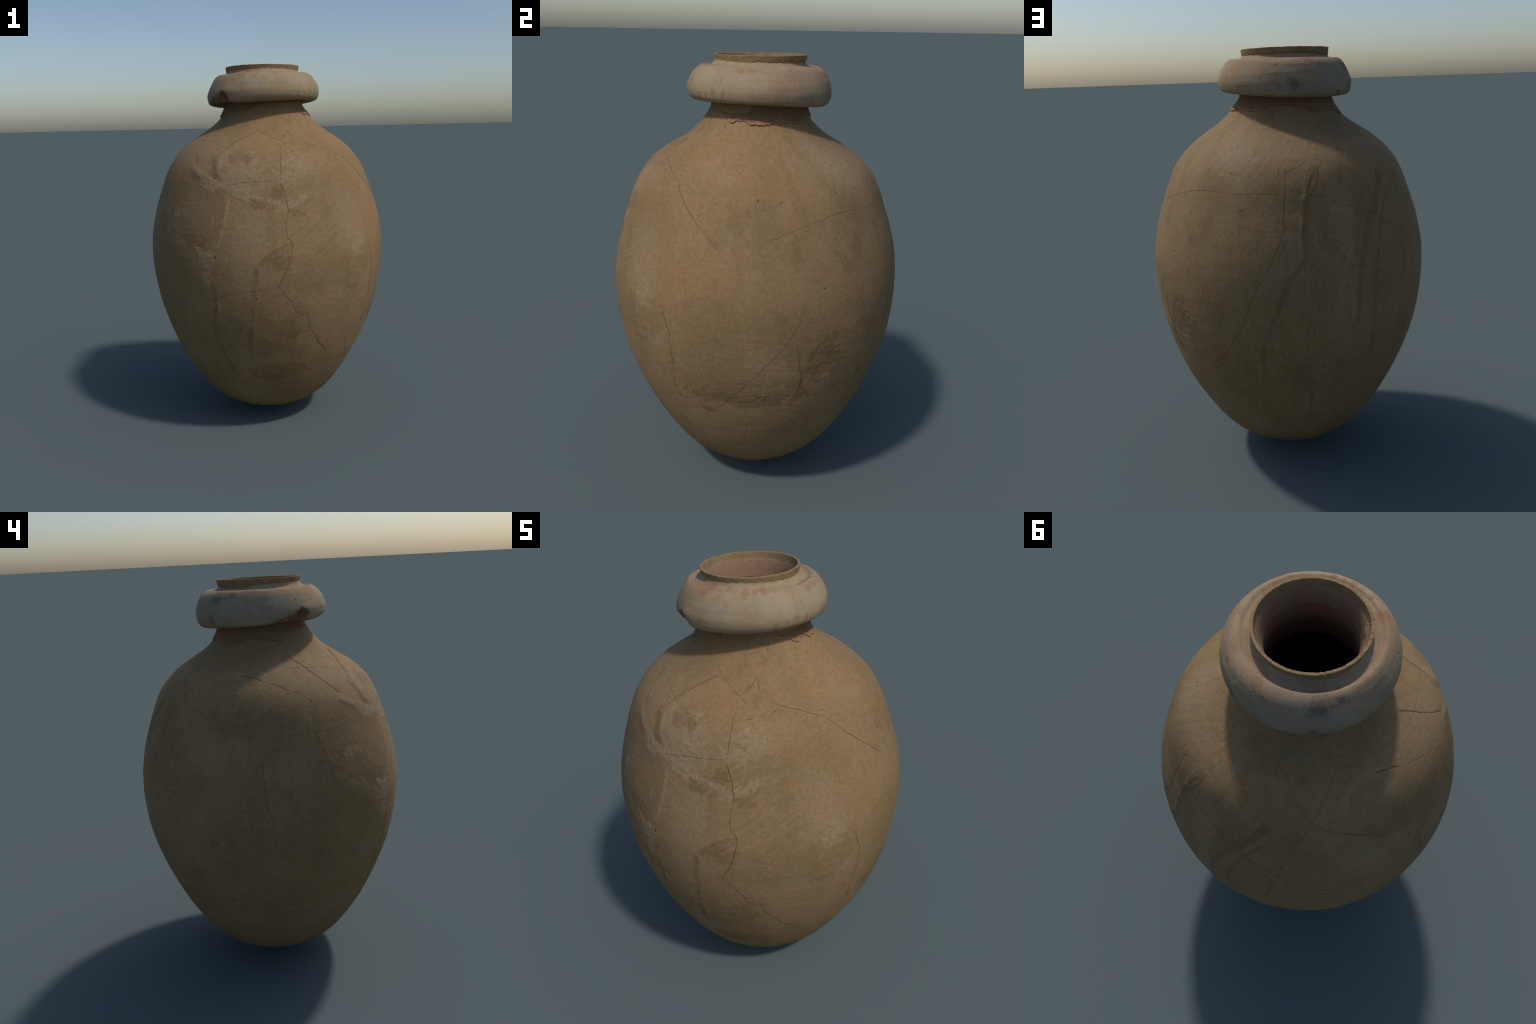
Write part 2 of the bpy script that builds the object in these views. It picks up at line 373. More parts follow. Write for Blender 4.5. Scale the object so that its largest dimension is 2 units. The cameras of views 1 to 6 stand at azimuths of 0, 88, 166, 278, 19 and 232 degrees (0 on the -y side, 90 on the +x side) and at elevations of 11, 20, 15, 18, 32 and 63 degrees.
def relief(TH, ZZ, X, Y):
    """everything that stands off the smooth profile, cracks and holes excepted"""
    shape = TH.shape
    TH, ZZ, X, Y = (np.ravel(a) for a in (TH, ZZ, X, Y))
    d = off_round(TH, ZZ) * lean_of_wall(ZZ)
    d = d + 0.0016 * fbm(X * 4.2, Y * 4.2, ZZ * 4.2, 2, 1)
    d = d + 0.0005 * fbm(X * 16, Y * 16, ZZ * 22, 2, 2)
    d = d + 0.00022 * vnoise(X * 60, Y * 60, ZZ * 60, 3)
    d = d + 0.00025 * vnoise(X * 2, Y * 2, ZZ * 42, 4)

    def local(p, grow=1.0):
        w = near(p, TH, ZZ, grow)
        x, y, z = X[w], Y[w], ZZ[w]
        warp = fbm(x * 17, y * 17, z * 17, 3, 5) * 0.6
        return w, patch_distance(TH[w], z, p, warp), x, y, z

    def rough(x, y, z):
        return fbm(x * 75, y * 75, z * 75, 2, 6)

    for n, p in SCARS.items():
        w, dist, x, y, z = local(p)
        e = max(p[7], .08)
        m = 1 - sstep(1 - e, 1 + e, dist)
        d[w] -= m * ((0.0005 if "left" in n or "fade" in n else 0.0008) + (0.0002 if "left" in n else 0.0006) * rough(x, y, z))
    # scraped strokes: swirling on the left, level over the scar, rising in front
    for t0, z0, a, b, tilt, k in ((178, .78, .55, .40, -26, .0005), (120, 1.25, .35, .40, 62, .0004), (-74, 1.2, .26, .36, 33, .0004), (60, 1.56, .4, .16, 50, .0004), (10, .72, .34, .22, -6, .0004)):
        p = (t0, z0, a, b, 0, 2.5, .4, .5)
        w, dist, x, y, z = local(p)
        m = 1 - sstep(.5, 1.4, dist)
        u, v = wrap(TH[w] - t0 * DEG) * float(body_r(z0)), z - z0
        c, q = math.cos(tilt * DEG), math.sin(tilt * DEG)
        bend = .02 * vnoise(x * 5, y * 5, z * 5, 8)
        d[w] += m * k * fbm((u * c + v * q) * 7, (-u * q + v * c + bend) * 75, v * 0, 2, 9)
    for width, k, pts in RUNS.values():
        for p in run_patches(width, pts):
            w, dist, x, y, z = local(p, 1.3)
            d[w] += .0015 * k * np.clip(1 - np.abs(dist - 1) / .45, 0, 1)
    ridges = [p for n, p in PALES.items() if n.split()[0] in ("smear", "dab", "crust")]
    for n in ("plaster ridge", "plaster ridge b", "smear edge", "smear edge b"):
        ridges += run_patches(PALE_RUNS[n][0], PALE_RUNS[n][2])
    top = np.zeros_like(d)
    for p in ridges:
        w, dist, x, y, z = local(p)
        e = max(p[7], .15)
        top[w] = np.maximum(top[w], (1 - sstep(1 - e, 1 + e, dist)) * (1 + rough(x, y, z)))
    return (d + .0011 * top).reshape(shape)


def body_surface(cols=1150, rows=740):
    s = np.linspace(0, ARC_TOP, rows)
    step = s[1]
    s[0] = 1e-4
    th1 = np.arange(cols) / cols * 2 * math.pi - math.pi
    dth = 2 * math.pi / cols
    r1, z1 = profile(s)
    ra, za = profile(np.clip(s - 1e-3, 0, ARC_TOP))
    rb, zb = profile(np.clip(s + 1e-3, 0, ARC_TOP))
    ln = np.hypot(rb - ra, zb - za)
    nr, nz = (zb - za) / ln, -(rb - ra) / ln
    TH = np.repeat(th1[None, :], rows, 0)
    ZZ = np.repeat(z1[:, None], cols, 1)
    C, S = np.cos(TH), np.sin(TH)
    X, Y = r1[:, None] * C, r1[:, None] * S
    d = relief(TH, ZZ, X, Y)
    groove = np.zeros((rows, cols))

    def dig(a, b, half, depth, power=1.0):
        i0 = int(round(b / step))
        R = max(0.05, r1[min(max(i0, 0), rows - 1)])
        ni = int(half / step) + 1
        nj = int(half / (R * dth)) + 1
        ii = np.arange(max(0, i0 - ni), min(rows, i0 + ni + 1))
        jj = np.arange(-nj, nj + 1) + int(round((a + math.pi) / dth))
        dist = np.hypot((s[ii] - b)[:, None], ((jj * dth - math.pi) - a)[None, :] * R)
        g = depth * np.clip(1 - dist / half, 0, 1) ** power
        idx = np.ix_(ii, jj % cols)
        groove[idx] = np.maximum(groove[idx], g)

    for n, (depth, width, _) in CRACKS.items():
        tt, zz, q = CRACK_LINES[n]
        for a, b, f in zip(tt, arc_of(zz), q):
            dig(a, b, 0.0032 + 0.0007 * width, 0.0011 * depth * min(1, 8 * f + .2, 8 * (1 - f) + .2))
    for a, z, r in PITS:
        dig(a * DEG, float(arc_of(z)), 0.0010 * r + .0022, 0.0004 * r, 0.8)
    d = d - groove
    k = np.ones(rows)
    k[:6] = np.linspace(0.0, 1, 6)          # keep the pole at z = 0 tidy
    d = d * k[:, None]
    X = X + d * nr[:, None] * C
    Y = Y + d * nr[:, None] * S
    Z = ZZ + d * nz[:, None]
    Z -= Z.min()
    return X, Y, Z

# --------------------------------------------------------------- materials
class Tree:
    def __init__(self, name):
        self.mat = bpy.data.materials.new(name)
        self.mat.use_nodes = True
        self.t = self.mat.node_tree
        self.bsdf = self.t.nodes["Principled BSDF"]
        co = self.new("ShaderNodeTexCoord")
        self.pos = co.outputs["Object"]
        sp = self.new("ShaderNodeSeparateXYZ")
        self.link(self.pos, sp.inputs[0])
        self.z = sp.outputs["Z"]
        self.theta = self.math("ARCTAN2", sp.outputs["Y"], sp.outputs["X"])

    def new(self, kind):
        return self.t.nodes.new(kind)

    def link(self, a, b):
        self.t.links.new(a, b)

    def put(self, v, sock):
        if hasattr(v, "links"):
            self.link(v, sock)
        elif isinstance(v, (tuple, list)) and len(v) == 3 and sock.type == "RGBA":
            sock.default_value = (*v, 1)
        else:
            sock.default_value = v

    def math(self, op, a, b=None, c=None, clamp=False):
        n = self.new("ShaderNodeMath")
        n.operation, n.use_clamp = op, clamp
        for i, v in enumerate((a, b, c)):
            if v is not None:
                self.put(v, n.inputs[i])
        return n.outputs[0]

    def mix(self, f, a, b, mode="MIX"):
        n = self.new("ShaderNodeMix")
        n.data_type, n.blend_type = "RGBA", mode
        self.put(f, n.inputs[0])
        self.put(a, n.inputs[6])
        self.put(b, n.inputs[7])
        return n.outputs[2]

    def stretch(self, sx, sy, sz):
        n = self.new("ShaderNodeMapping")
        n.inputs["Scale"].default_value = (sx, sy, sz)
        self.link(self.pos, n.inputs[0])
        return n.outputs[0]

    def noise(self, scale, detail=3, rough=.55, vec=None, dist=0.0):
        n = self.new("ShaderNodeTexNoise")
        n.inputs["Scale"].default_value, n.inputs["Detail"].default_value = scale, detail
        n.inputs["Roughness"].default_value, n.inputs["Distortion"].default_value = rough, dist
        self.link(vec or self.pos, n.inputs["Vector"])
        return n.outputs["Fac"]

    def spots(self, scale, size, share, vec=None):
        """sparse round specks: Voronoi cells, only a share of them filled"""
        n = self.new("ShaderNodeTexVoronoi")
        n.inputs["Scale"].default_value = scale
        self.link(vec or self.pos, n.inputs["Vector"])
        sp = self.new("ShaderNodeSeparateColor")
        self.link(n.outputs["Color"], sp.inputs[0])
        keep = self.math("LESS_THAN", sp.outputs[0], share)
        size = self.math("MULTIPLY_ADD", sp.outputs[1], size * .7, size * .5)
        near = self.smooth(n.outputs["Distance"], size, self.math("MULTIPLY", size, .4))
        return self.math("MULTIPLY", near, keep)

    def smooth(self, x, lo, hi, a=0.0, b=1.0):
        n = self.new("ShaderNodeMapRange")
        n.interpolation_type = "SMOOTHSTEP"
        for v, k in ((x, 0), (lo, 1), (hi, 2), (a, 3), (b, 4)):
            self.put(v, n.inputs[k])
        return n.outputs[0]

    def hatch(self, tilt):
        """fine parallel strokes on the unrolled surface, tilted off the level"""
        v = self.new("ShaderNodeCombineXYZ")
        self.put(self.math("MULTIPLY", self.theta, .62), v.inputs[0])
        self.put(self.z, v.inputs[1])
        r = self.new("ShaderNodeVectorRotate")
        r.rotation_type = "Z_AXIS"
        r.inputs["Angle"].default_value = -tilt * DEG
        self.link(v.outputs[0], r.inputs["Vector"])
        n = self.new("ShaderNodeMapping")
        n.inputs["Scale"].default_value = (.10, 1, 1)
        self.link(r.outputs[0], n.inputs[0])
        return self.noise(80.0, 4, .65, n.outputs[0], .3)

    def patch(self, p, warp, R=None):
        g = self.new("ShaderNodeGroup")
        g.node_tree = patch_group()
        t0, z0, a, b, tilt, pw, rag, soft = p
        R = float(body_r(z0)) if R is None else R
        soft = soft * .6 if soft < .3 else soft
        for k, v in (("Theta", self.theta), ("Height", self.z), ("Warp", warp), ("Theta0", wrap(t0 * DEG)), ("Height0", z0),
                     ("CosA", math.cos(tilt * DEG) / a), ("SinA", math.sin(tilt * DEG) / a),
                     ("CosB", math.cos(tilt * DEG) / b), ("SinB", math.sin(tilt * DEG) / b),
                     ("Girth", R), ("Power", pw), ("Ragged", rag), ("Soft", soft)):
            self.put(v, g.inputs[k])
        return g.outputs[0]

    def finish(self, col, rough=.85, bump=((None, 0),), spec=.25):
        self.put(col, self.bsdf.inputs["Base Color"])
        self.put(rough, self.bsdf.inputs["Roughness"])
        self.bsdf.inputs["Specular IOR Level"].default_value = spec
        h = None
        for src, amt in bump:
            if src is None:
                continue
            v = self.math("MULTIPLY", src, amt)
            h = v if h is None else self.math("ADD", h, v)
        if h is not None:
            b = self.new("ShaderNodeBump")
            b.inputs["Distance"].default_value = 1.0
            b.inputs["Strength"].default_value = 1.0
            self.link(h, b.inputs["Height"])
            self.link(b.outputs[0], self.bsdf.inputs["Normal"])
        return self.mat


_group = []


def patch_group():
    """soft-edged, ragged super-ellipse laid on the girth (azimuth, height)"""
    if _group:
        return _group[0]
    g = bpy.data.node_groups.new("surface_patch", "ShaderNodeTree")
    for k in ("Theta", "Height", "Warp", "Theta0", "Height0", "CosA", "SinA", "CosB", "SinB", "Girth", "Power", "Ragged", "Soft"):
        g.interface.new_socket(k, in_out="INPUT", socket_type="NodeSocketFloat")
    g.interface.new_socket("Mask", in_out="OUTPUT", socket_type="NodeSocketFloat")
    gi, go = g.nodes.new("NodeGroupInput"), g.nodes.new("NodeGroupOutput")

    def m(op, a, b=None, c=None):
        n = g.nodes.new("ShaderNodeMath")
        n.operation = op
        for i, v in enumerate((a, b, c)):
            if v is None:
                continue
            if isinstance(v, (int, float)):
                n.inputs[i].default_value = v
            else:
                g.links.new(v, n.inputs[i])
        return n.outputs[0]
    I = gi.outputs
    u = m("MULTIPLY", m("WRAP", m("SUBTRACT", I["Theta"], I["Theta0"]), math.pi, -math.pi), I["Girth"])
    v = m("SUBTRACT", I["Height"], I["Height0"])
    x = m("ABSOLUTE", m("MULTIPLY_ADD", u, I["CosA"], m("MULTIPLY", v, I["SinA"])))
    y = m("ABSOLUTE", m("SUBTRACT", m("MULTIPLY", v, I["CosB"]), m("MULTIPLY", u, I["SinB"])))
    d = m("POWER", m("ADD", m("POWER", x, I["Power"]), m("POWER", y, I["Power"])), m("DIVIDE", 1.0, I["Power"]))
    d = m("MULTIPLY_ADD", I["Warp"], I["Ragged"], d)
    lo, hi = m("SUBTRACT", 1.0, I["Soft"]), m("ADD", 1.0, I["Soft"])
    r = g.nodes.new("ShaderNodeMapRange")
    r.interpolation_type = "SMOOTHSTEP"
    g.links.new(d, r.inputs[0])
    g.links.new(lo, r.inputs[1])
    g.links.new(hi, r.inputs[2])
    r.inputs[3].default_value, r.inputs[4].default_value = 1.0, 0.0
    g.links.new(r.outputs[0], go.inputs[0])
    _group.append(g)
    return g


TAN = (.256, .166, .081)
OLIVE = (.216, .143, .066)
ORANGE = (.270, .161, .074)
PALE = (.288, .205, .119)
BROWN = (.158, .097, .043)
BARE = (.180, .113, .056)
CRACK = (.048, .032, .020)


SECTORS, BANDS = 9, (0.0, .72, 1.10, 1.40, 3.0)


def touches(p, sector, band):
    """does a patch reach this part of the body?  (keeps each shader short)"""
    reach = max(p[2], p[3]) * (1 + p[7] + p[6] * 1.1) + .01
    lo, hi = BANDS[band], BANDS[band + 1]
    if p[1] + reach < lo or p[1] - reach > hi:
        return False
    mid = (sector + .5) / SECTORS * 2 * math.pi - math.pi
    R = float(min(body_r(p[1]), body_r(p[1] - reach), body_r(p[1] + reach)))
    if R < .15:
        return True
    return abs(wrap(p[0] * DEG - mid)) < math.pi / SECTORS + reach / R * 1.15


def body_material(sector, band):
    """the same clay everywhere; each part of the wall lists only the marks near it"""
    T = Tree("weathered_clay")
    plain_patch = T.patch
    T.patch = lambda p, warp: plain_patch(p, warp) if touches(p, sector, band) else None
    plain_mix, plain_math = T.mix, T.math
    T.mix = lambda f, a, b, mode="MIX": a if f is None else plain_mix(f, a, b, mode)
    T.math = lambda op, a, b=None, c=None, clamp=False: plain_math(op, a, b, c, clamp) if a is not None else (c if op == "MULTIPLY_ADD" else None)
    big = T.noise(2.6, 3, .55)
    mid = T.noise(9.0, 5, .6)
    rag = T.noise(26.0, 8, .74)
    fine = T.noise(70.0, 4, .6)
    grain = T.noise(260.0, 2, .6)
    brush = T.noise(20.0, 4, .6, T.stretch(1, 1, .10), .4)
    turn = T.noise(16.0, 4, .6, T.stretch(.10, .10, 1), .5)
    warp = T.math("SUBTRACT", rag, .5)
    warp = T.math("MULTIPLY_ADD", warp, 2.5, T.math("MULTIPLY", T.math("SUBTRACT", T.noise(95.0, 5, .7), .5), 1.5))
    cells = T.new("ShaderNodeTexVoronoi")
    cells.inputs["Scale"].default_value = 42.0
    shake = T.new("ShaderNodeVectorMath")
    shake.operation = "MULTIPLY_ADD"
    wob = T.new("ShaderNodeTexNoise")
    wob.inputs["Scale"].default_value, wob.inputs["Detail"].default_value = 45.0, 4
    T.link(T.pos, wob.inputs["Vector"])
    T.link(wob.outputs["Color"], shake.inputs[0])
    shake.inputs[1].default_value = (.03, .03, .03)
    T.link(T.pos, shake.inputs[2])
    T.link(shake.outputs[0], cells.inputs["Vector"])
    cs = T.new("ShaderNodeSeparateColor")
    T.link(cells.outputs["Color"], cs.inputs[0])
    torn = T.math("MULTIPLY_ADD", T.math("SUBTRACT", cs.outputs[0], .5), 1.0, T.math("MULTIPLY", warp, .75))
    col = T.mix(T.smooth(big, .40, .60), TAN, OLIVE)
    cloud = T.noise(5.0, 7, .66, None, .9)
    col = T.mix(T.math("MULTIPLY", T.smooth(cloud, .54, .70), .50), col, BROWN)
    col = T.mix(T.math("MULTIPLY", T.smooth(cloud, .46, .32), .42), col, PALE)
    col = T.mix(T.math("MULTIPLY", T.smooth(mid, .48, .66), .62), col, ORANGE)
    col = T.mix(T.math("MULTIPLY", T.smooth(brush, .50, .75), .30), col, PALE)
    col = T.mix(T.math("MULTIPLY", T.smooth(brush, .46, .25), .28), col, BROWN)
    col = T.mix(T.math("MULTIPLY", T.smooth(turn, .55, .78), .22), col, BROWN)
    mot = T.noise(34.0, 6, .72, None, .6)
    col = T.mix(T.math("MULTIPLY", T.smooth(mot, .50, .70), .30), col, PALE)
    col = T.mix(T.math("MULTIPLY", T.smooth(mot, .47, .30), .34), col, BROWN)
    for p in ORANGES.values():
        col = T.mix(T.math("MULTIPLY", T.patch(p, warp), .55), col, ORANGE)
    flake = T.smooth(T.noise(48.0, 8, .78, None, .8), .40, .52)
    flake = T.math("MULTIPLY_ADD", flake, .72, .28)
    for p in OLIVES.values():
        col = T.mix(T.math("MULTIPLY", T.math("MULTIPLY", T.patch(p, warp), flake), .78), col, OLIVE)
    for n, p in PALES.items():
        k = .75 if n.split()[0] in ("smear", "ridge", "dab", "crust") else .42
        c = (.240, .180, .115) if n.startswith("grey") else PALE
        sharp = n.split()[0] in ("smear", "dab", "crust")
        m = T.math("MULTIPLY", T.math("MULTIPLY", T.patch(p, torn if sharp else warp), flake), k * 1.15)
        if n.startswith("smear"):
            m = T.math("MULTIPLY", m, T.smooth(T.z, 1.556, 1.546))
        col = T.mix(m, col, c)
    for n, p in STAINS.items():
        col = T.mix(T.math("MULTIPLY", T.math("MULTIPLY", T.patch(p, torn if p[2] < .06 else warp), flake), .62), col, BROWN)
    for runs, tone in ((RUNS, BROWN), (PALE_RUNS, PALE)):
        for n, (w, k, pts) in runs.items():
            if n.startswith(("smear", "plaster")):
                continue
            m = None
            for p in run_patches(w, pts):
                q = T.patch(p, warp)
                m = q if m is None else m if q is None else T.math("MAXIMUM", m, q)
            col = T.mix(T.math("MULTIPLY", m if m is None else T.math("MULTIPLY", m, flake), k * .95), col, (.235, .178, .115) if n.startswith("grey") else tone)
    bare = T.mix(T.smooth(mid, .40, .66), BARE, (.200, .128, .066))
    for n, p in SCARS.items():
        col = T.mix(T.math("MULTIPLY", T.patch(p, warp if "left" in n else torn), .62 if "left" in n else .45 if "fade" in n else .66), col, bare if "left" in n else T.mix(T.smooth(mid, .40, .66), (.150, .092, .042), (.180, .113, .056)))
    for n in ("plaster ridge", "plaster ridge b", "smear edge", "smear edge b"):
        m = None
        for p in run_patches(PALE_RUNS[n][0], PALE_RUNS[n][2]):
            q = T.patch(p, warp)
            m = q if m is None else m if q is None else T.math("MAXIMUM", m, q)
        col = T.mix(T.math("MULTIPLY", T.math("MULTIPLY", m, flake), PALE_RUNS[n][1]), col, PALE)
    for n in ("under smear", "stain top", "dab", "notch"):
        col = T.mix(T.math("MULTIPLY", T.math("MULTIPLY", T.patch(STAINS[n], torn), flake), .5), col, BROWN)
    for n in ("dab a", "dab b", "dab c", "dab d"):
        col = T.mix(T.math("MULTIPLY", T.math("MULTIPLY", T.patch(PALES[n], torn), flake), .65), col, PALE)
    # wiping strokes left by the potter's hand and by later cleaning
    for tilt, place, k in ((33, (-74, 1.22, .24, .34, 0, 2.5, .6, .5), .32), (-24, (-108, 1.38, .22, .16, 0, 2.5, .6, .5), .3),
                           (14, (-60, .82, .26, .16, 0, 2.5, .6, .5), .28), (-8, (5, .70, .30, .30, 0, 2.5, .6, .6), .3), (-30, (178, .75, .5, .25, 0, 2.5, .6, .6), .35),
                           (52, (60, 1.55, .3, .15, 0, 2.5, .6, .6), .3), (4, (-136, 1.27, .16, .18, 0, 3, .5, .3), .3), (80, (85, 1.0, .32, .45, 0, 3, .5, .4), .35)):
        m = T.math("MULTIPLY", T.patch(place, warp), k)
        if m is None:
            continue
        h = T.hatch(tilt)
        col = T.mix(T.math("MULTIPLY", m, T.smooth(h, .50, .68)), col, PALE)
        col = T.mix(T.math("MULTIPLY", m, T.smooth(h, .46, .30)), col, BROWN)
    # grain, pores and pale grit
    col = T.mix(T.smooth(fine, .30, .75), T.mix(1.0, col, (.90, .885, .87), "MULTIPLY"), T.mix(1.0, col, (1.08, 1.08, 1.08), "MULTIPLY"))
    col = T.mix(T.math("MULTIPLY", T.smooth(grain, .35, .7), .16), col, T.mix(1.0, col, (.6, .58, .55), "MULTIPLY"))
    pores = T.spots(62.0, .17, .16)
    side = T.patch((0, 1.2, .55, .75, 0, 2, .4, .4), warp)
    col = T.mix(T.math("MULTIPLY", pores, T.math("MULTIPLY_ADD", side, .6, .25)), col, CRACK)
    col = T.mix(T.math("MULTIPLY", T.spots(140.0, .24, .09), .55), col, CRACK)
    col = T.mix(T.math("MULTIPLY", T.spots(48.0, .15, .03), .45), col, (.46, .36, .25))
    return T.finish(col, .82, ((fine, .0007), (grain, .0004), (brush, .0006)), .22)


def crack_material(faint):
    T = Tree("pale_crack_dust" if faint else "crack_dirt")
    col = T.mix(T.noise(60, 3), (.092, .060, .036) if faint else CRACK, (.135, .088, .052) if faint else (.085, .056, .034))
    return T.finish(col, .95, spec=.05)


def collar_material():
    T = Tree("fired_cream_clay")
    R = .317
    big = T.noise(7.0, 4, .6)
    mid = T.noise(26.0, 5, .62)
    fine = T.noise(120.0, 3, .65)
    warp = T.math("MULTIPLY", T.math("SUBTRACT", T.noise(60.0, 4, .7), .5), 1.9)
    warp = T.math("MULTIPLY_ADD", T.math("SUBTRACT", T.noise(170.0, 5, .7), .5), 2.2, warp)
    CREAM, BUFF, GREY, PINK, RED = (.312, .242, .150), (.280, .205, .122), (.212, .182, .142), (.300, .178, .112), (.270, .130, .074)
    col = T.mix(T.smooth(big, .40, .62), CREAM, BUFF)
    # soft grey areas on the back and left
    for p in ((128, 1.875, .20, .075, 0, 3, .5, .5), (200, 1.86, .13, .06, 0, 2.5, .6, .5), (80, 1.835, .10, .03, 0, 2.5, .8, .5)):
        col = T.mix(T.math("MULTIPLY", T.patch(p, warp, R), .50), col, GREY)
    for p in ((158, 1.872, .035, .022, 0, 2, .8, .6), (41, 1.90, .022, .035, 0, 2, .8, .6), (110, 1.865, .03, .03, 0, 2, .8, .6), (-98, 1.90, .05, .02, 0, 2, .8, .7)):
        col = T.mix(T.math("MULTIPLY", T.patch(p, warp, R), .3), col, (.22, .21, .205))
    # pink flush along the upper shoulder and on the right flank
    ring = T.math("MULTIPLY", T.smooth(T.z, 1.925, 1.945), T.smooth(mid, .47, .60))
    col = T.mix(T.math("MULTIPLY", ring, .55), col, PINK)
    for p, k in (((22, 1.885, .075, .040, 0, 2.5, .6, .35), .75), ((25, 1.935, .12, .014, 0, 2.5, .8, .5), .6), ((48, 1.92, .09, .035, 0, 2, .7, .5), .55),
                 ((90, 1.93, .13, .025, 0, 2, .9, .5), .55), ((170, 1.935, .16, .018, 0, 2, .9, .5), .5), ((-140, 1.945, .12, .014, 0, 2, .9, .5), .5)):
        col = T.mix(T.math("MULTIPLY", T.patch(p, warp, R), k * .75), col, PINK)
    # scabs where the cream skin has flaked to red
    for p in ((-6.3, 1.944, .026, .009, -8, 2, .8, .25), (-30.7, 1.903, .006, .022, -4, 1.6, .4, .3), (-53.6, 1.838, .012, .020, -24, 1.5, .7, .25),
              (-45, 1.844, .009, .014, -14, 1.5, .7, .3), (-37, 1.857, .014, .010, 0, 2, .9, .4), (-28, 1.848, .010, .022, -20, 1.4, .7, .25),
              (104, 1.925, .030, .012, -30, 2, .8, .3), (97, 1.943, .028, .008, 0, 2, .8, .3), (71, 1.837, .014, .012, 10, 2, .7, .3),
              (92, 1.89, .045, .008, -6, 2, 1.0, .35), (64, 1.797, .03, .006, 8, 2, .7, .3), (161, 1.815, .008, .020, -16, 2, .8, .3),
              (-77, 1.953, .020, .012, 0, 1.5, .8, .2), (-59, 1.954, .020, .007, 8, 1.6, .8, .2), (-97, 1.953, .010, .006, 0, 1.6, .8, .2), (-68, 1.954, .008, .005, 0, 1.6, .8, .2),
              (-118, 1.950, .028, .016, 0, 2, 1.0, .4), (-91, 1.925, .018, .010, -30, 2, 1.1, .5), (-140.6, 1.898, .006, .009, 20, 2, .5, .3), (-14, 1.94, .02, .008, 0, 2, .8, .3)):
        col = T.mix(T.math("MULTIPLY", T.patch(p, warp, R), .55), col, RED)
    # broken underside on the left
    for p in ((-151, 1.806, .105, .022, 11, 2.2, .45, .18), (-136, 1.833, .040, .033, 10, 1.8, .5, .18), (-150, 1.782, .13, .02, 6, 3, .3, .2)):
        col = T.mix(T.math("MULTIPLY", T.patch(p, warp, R), .9), col, (.19, .095, .048))
    # soot
    for p in ((83, 1.840, .030, .018, -30, 2, 1.6, .7), (143, 1.915, .030, .022, 0, 2, 1.8, .8), (124, 1.80, .012, .010, -20, 2, 1.0, .5), (158, 1.93, .02, .012, 0, 2, 1.8, .7),
              (140, 1.822, .020, .022, -20, 2, 1.5, .7), (69, 1.92, .010, .006, -20, 2, 1, .4), (-137, 1.845, .010, .008, 20, 2, .6, .3)):
        col = T.mix(T.math("MULTIPLY", T.patch(p, warp, R), .55), col, (.055, .052, .052))
    col = T.mix(T.math("MULTIPLY", T.smooth(fine, .36, .22), .55), col, (.12, .09, .07))
    sooty = T.patch((140, 1.89, .26, .09, 0, 2.5, .4, .5), warp, R)
    col = T.mix(T.math("MULTIPLY", T.spots(120.0, .30, .22), T.math("MULTIPLY_ADD", sooty, .40, .38)), col, (.08, .06, .048))
    col = T.mix(T.math("MULTIPLY", T.spots(210.0, .34, .30), .34), col, (.13, .095, .065))
    flush = T.math("MULTIPLY", T.smooth(T.noise(19.0, 6, .7), .54, .68), .40)
    side = T.patch((130, 1.88, .46, .12, 0, 3, .4, .4), warp, R)
    col = T.mix(T.math("MULTIPLY", flush, T.math("MULTIPLY_ADD", side, .9, .8)), col, (.265, .146, .088))
    col = T.mix(T.math("MULTIPLY", T.spots(75.0, .2, .05), .4), col, RED)
    col = T.mix(T.math("MULTIPLY", T.smooth(mid, .35, .7), .22), col, T.mix(1.0, col, (.72, .68, .62), "MULTIPLY"))
    return T.finish(col, .88, ((fine, .0011), (mid, .0014)), .2)


def lip_material():
    T = Tree("dry_mud_lip")
    a, b = T.noise(24, 4, .6), T.noise(140, 3, .6)
    flute = T.noise(34, 6, .7, T.stretch(1, 1, .35))
    col = T.mix(T.smooth(a, .35, .65), (.255, .171, .088), (.205, .136, .067))
    col = T.mix(T.math("MULTIPLY", T.smooth(flute, .44, .28), .25), col, (.13, .085, .045))
    col = T.mix(T.math("MULTIPLY", T.smooth(b, .5, .75), .3), col, (.31, .228, .13))
    return T.finish(col, .92, ((b, .0010), (flute, .0008)), .15)


def neck_material(edge):
    T = Tree("broken_neck_edge" if edge else "neck_clay")
    a, b = T.noise(18, 5, .6), T.noise(110, 3, .6)
    red = T.mix(T.smooth(a, .40, .62), (.285, .145, .082), (.205, .122, .067))
    brown = T.mix(T.smooth(a, .35, .68), (.192, .117, .062), (.163, .097, .048))
    left = T.patch((125, 1.74, .20, .06, 0, 3, .6, .5), T.math("SUBTRACT", a, .5), .23)
    brown = T.mix(T.math("MULTIPLY", left, .6), brown, (.205, .112, .059))
    if edge:
        col = T.mix(T.smooth(b, .62, .75), red, (.40, .27, .19))
    else:
        n = T.math("MULTIPLY_ADD", T.math("SUBTRACT", a, .5), .05, T.z)
        col = T.mix(T.math("MULTIPLY", T.smooth(n, 1.738, 1.716), .35), brown, red)
    col = T.mix(T.math("MULTIPLY", T.spots(70, .2, .06), .6), col, CRACK)
    return T.finish(col, .88, ((b, .0012),), .2)


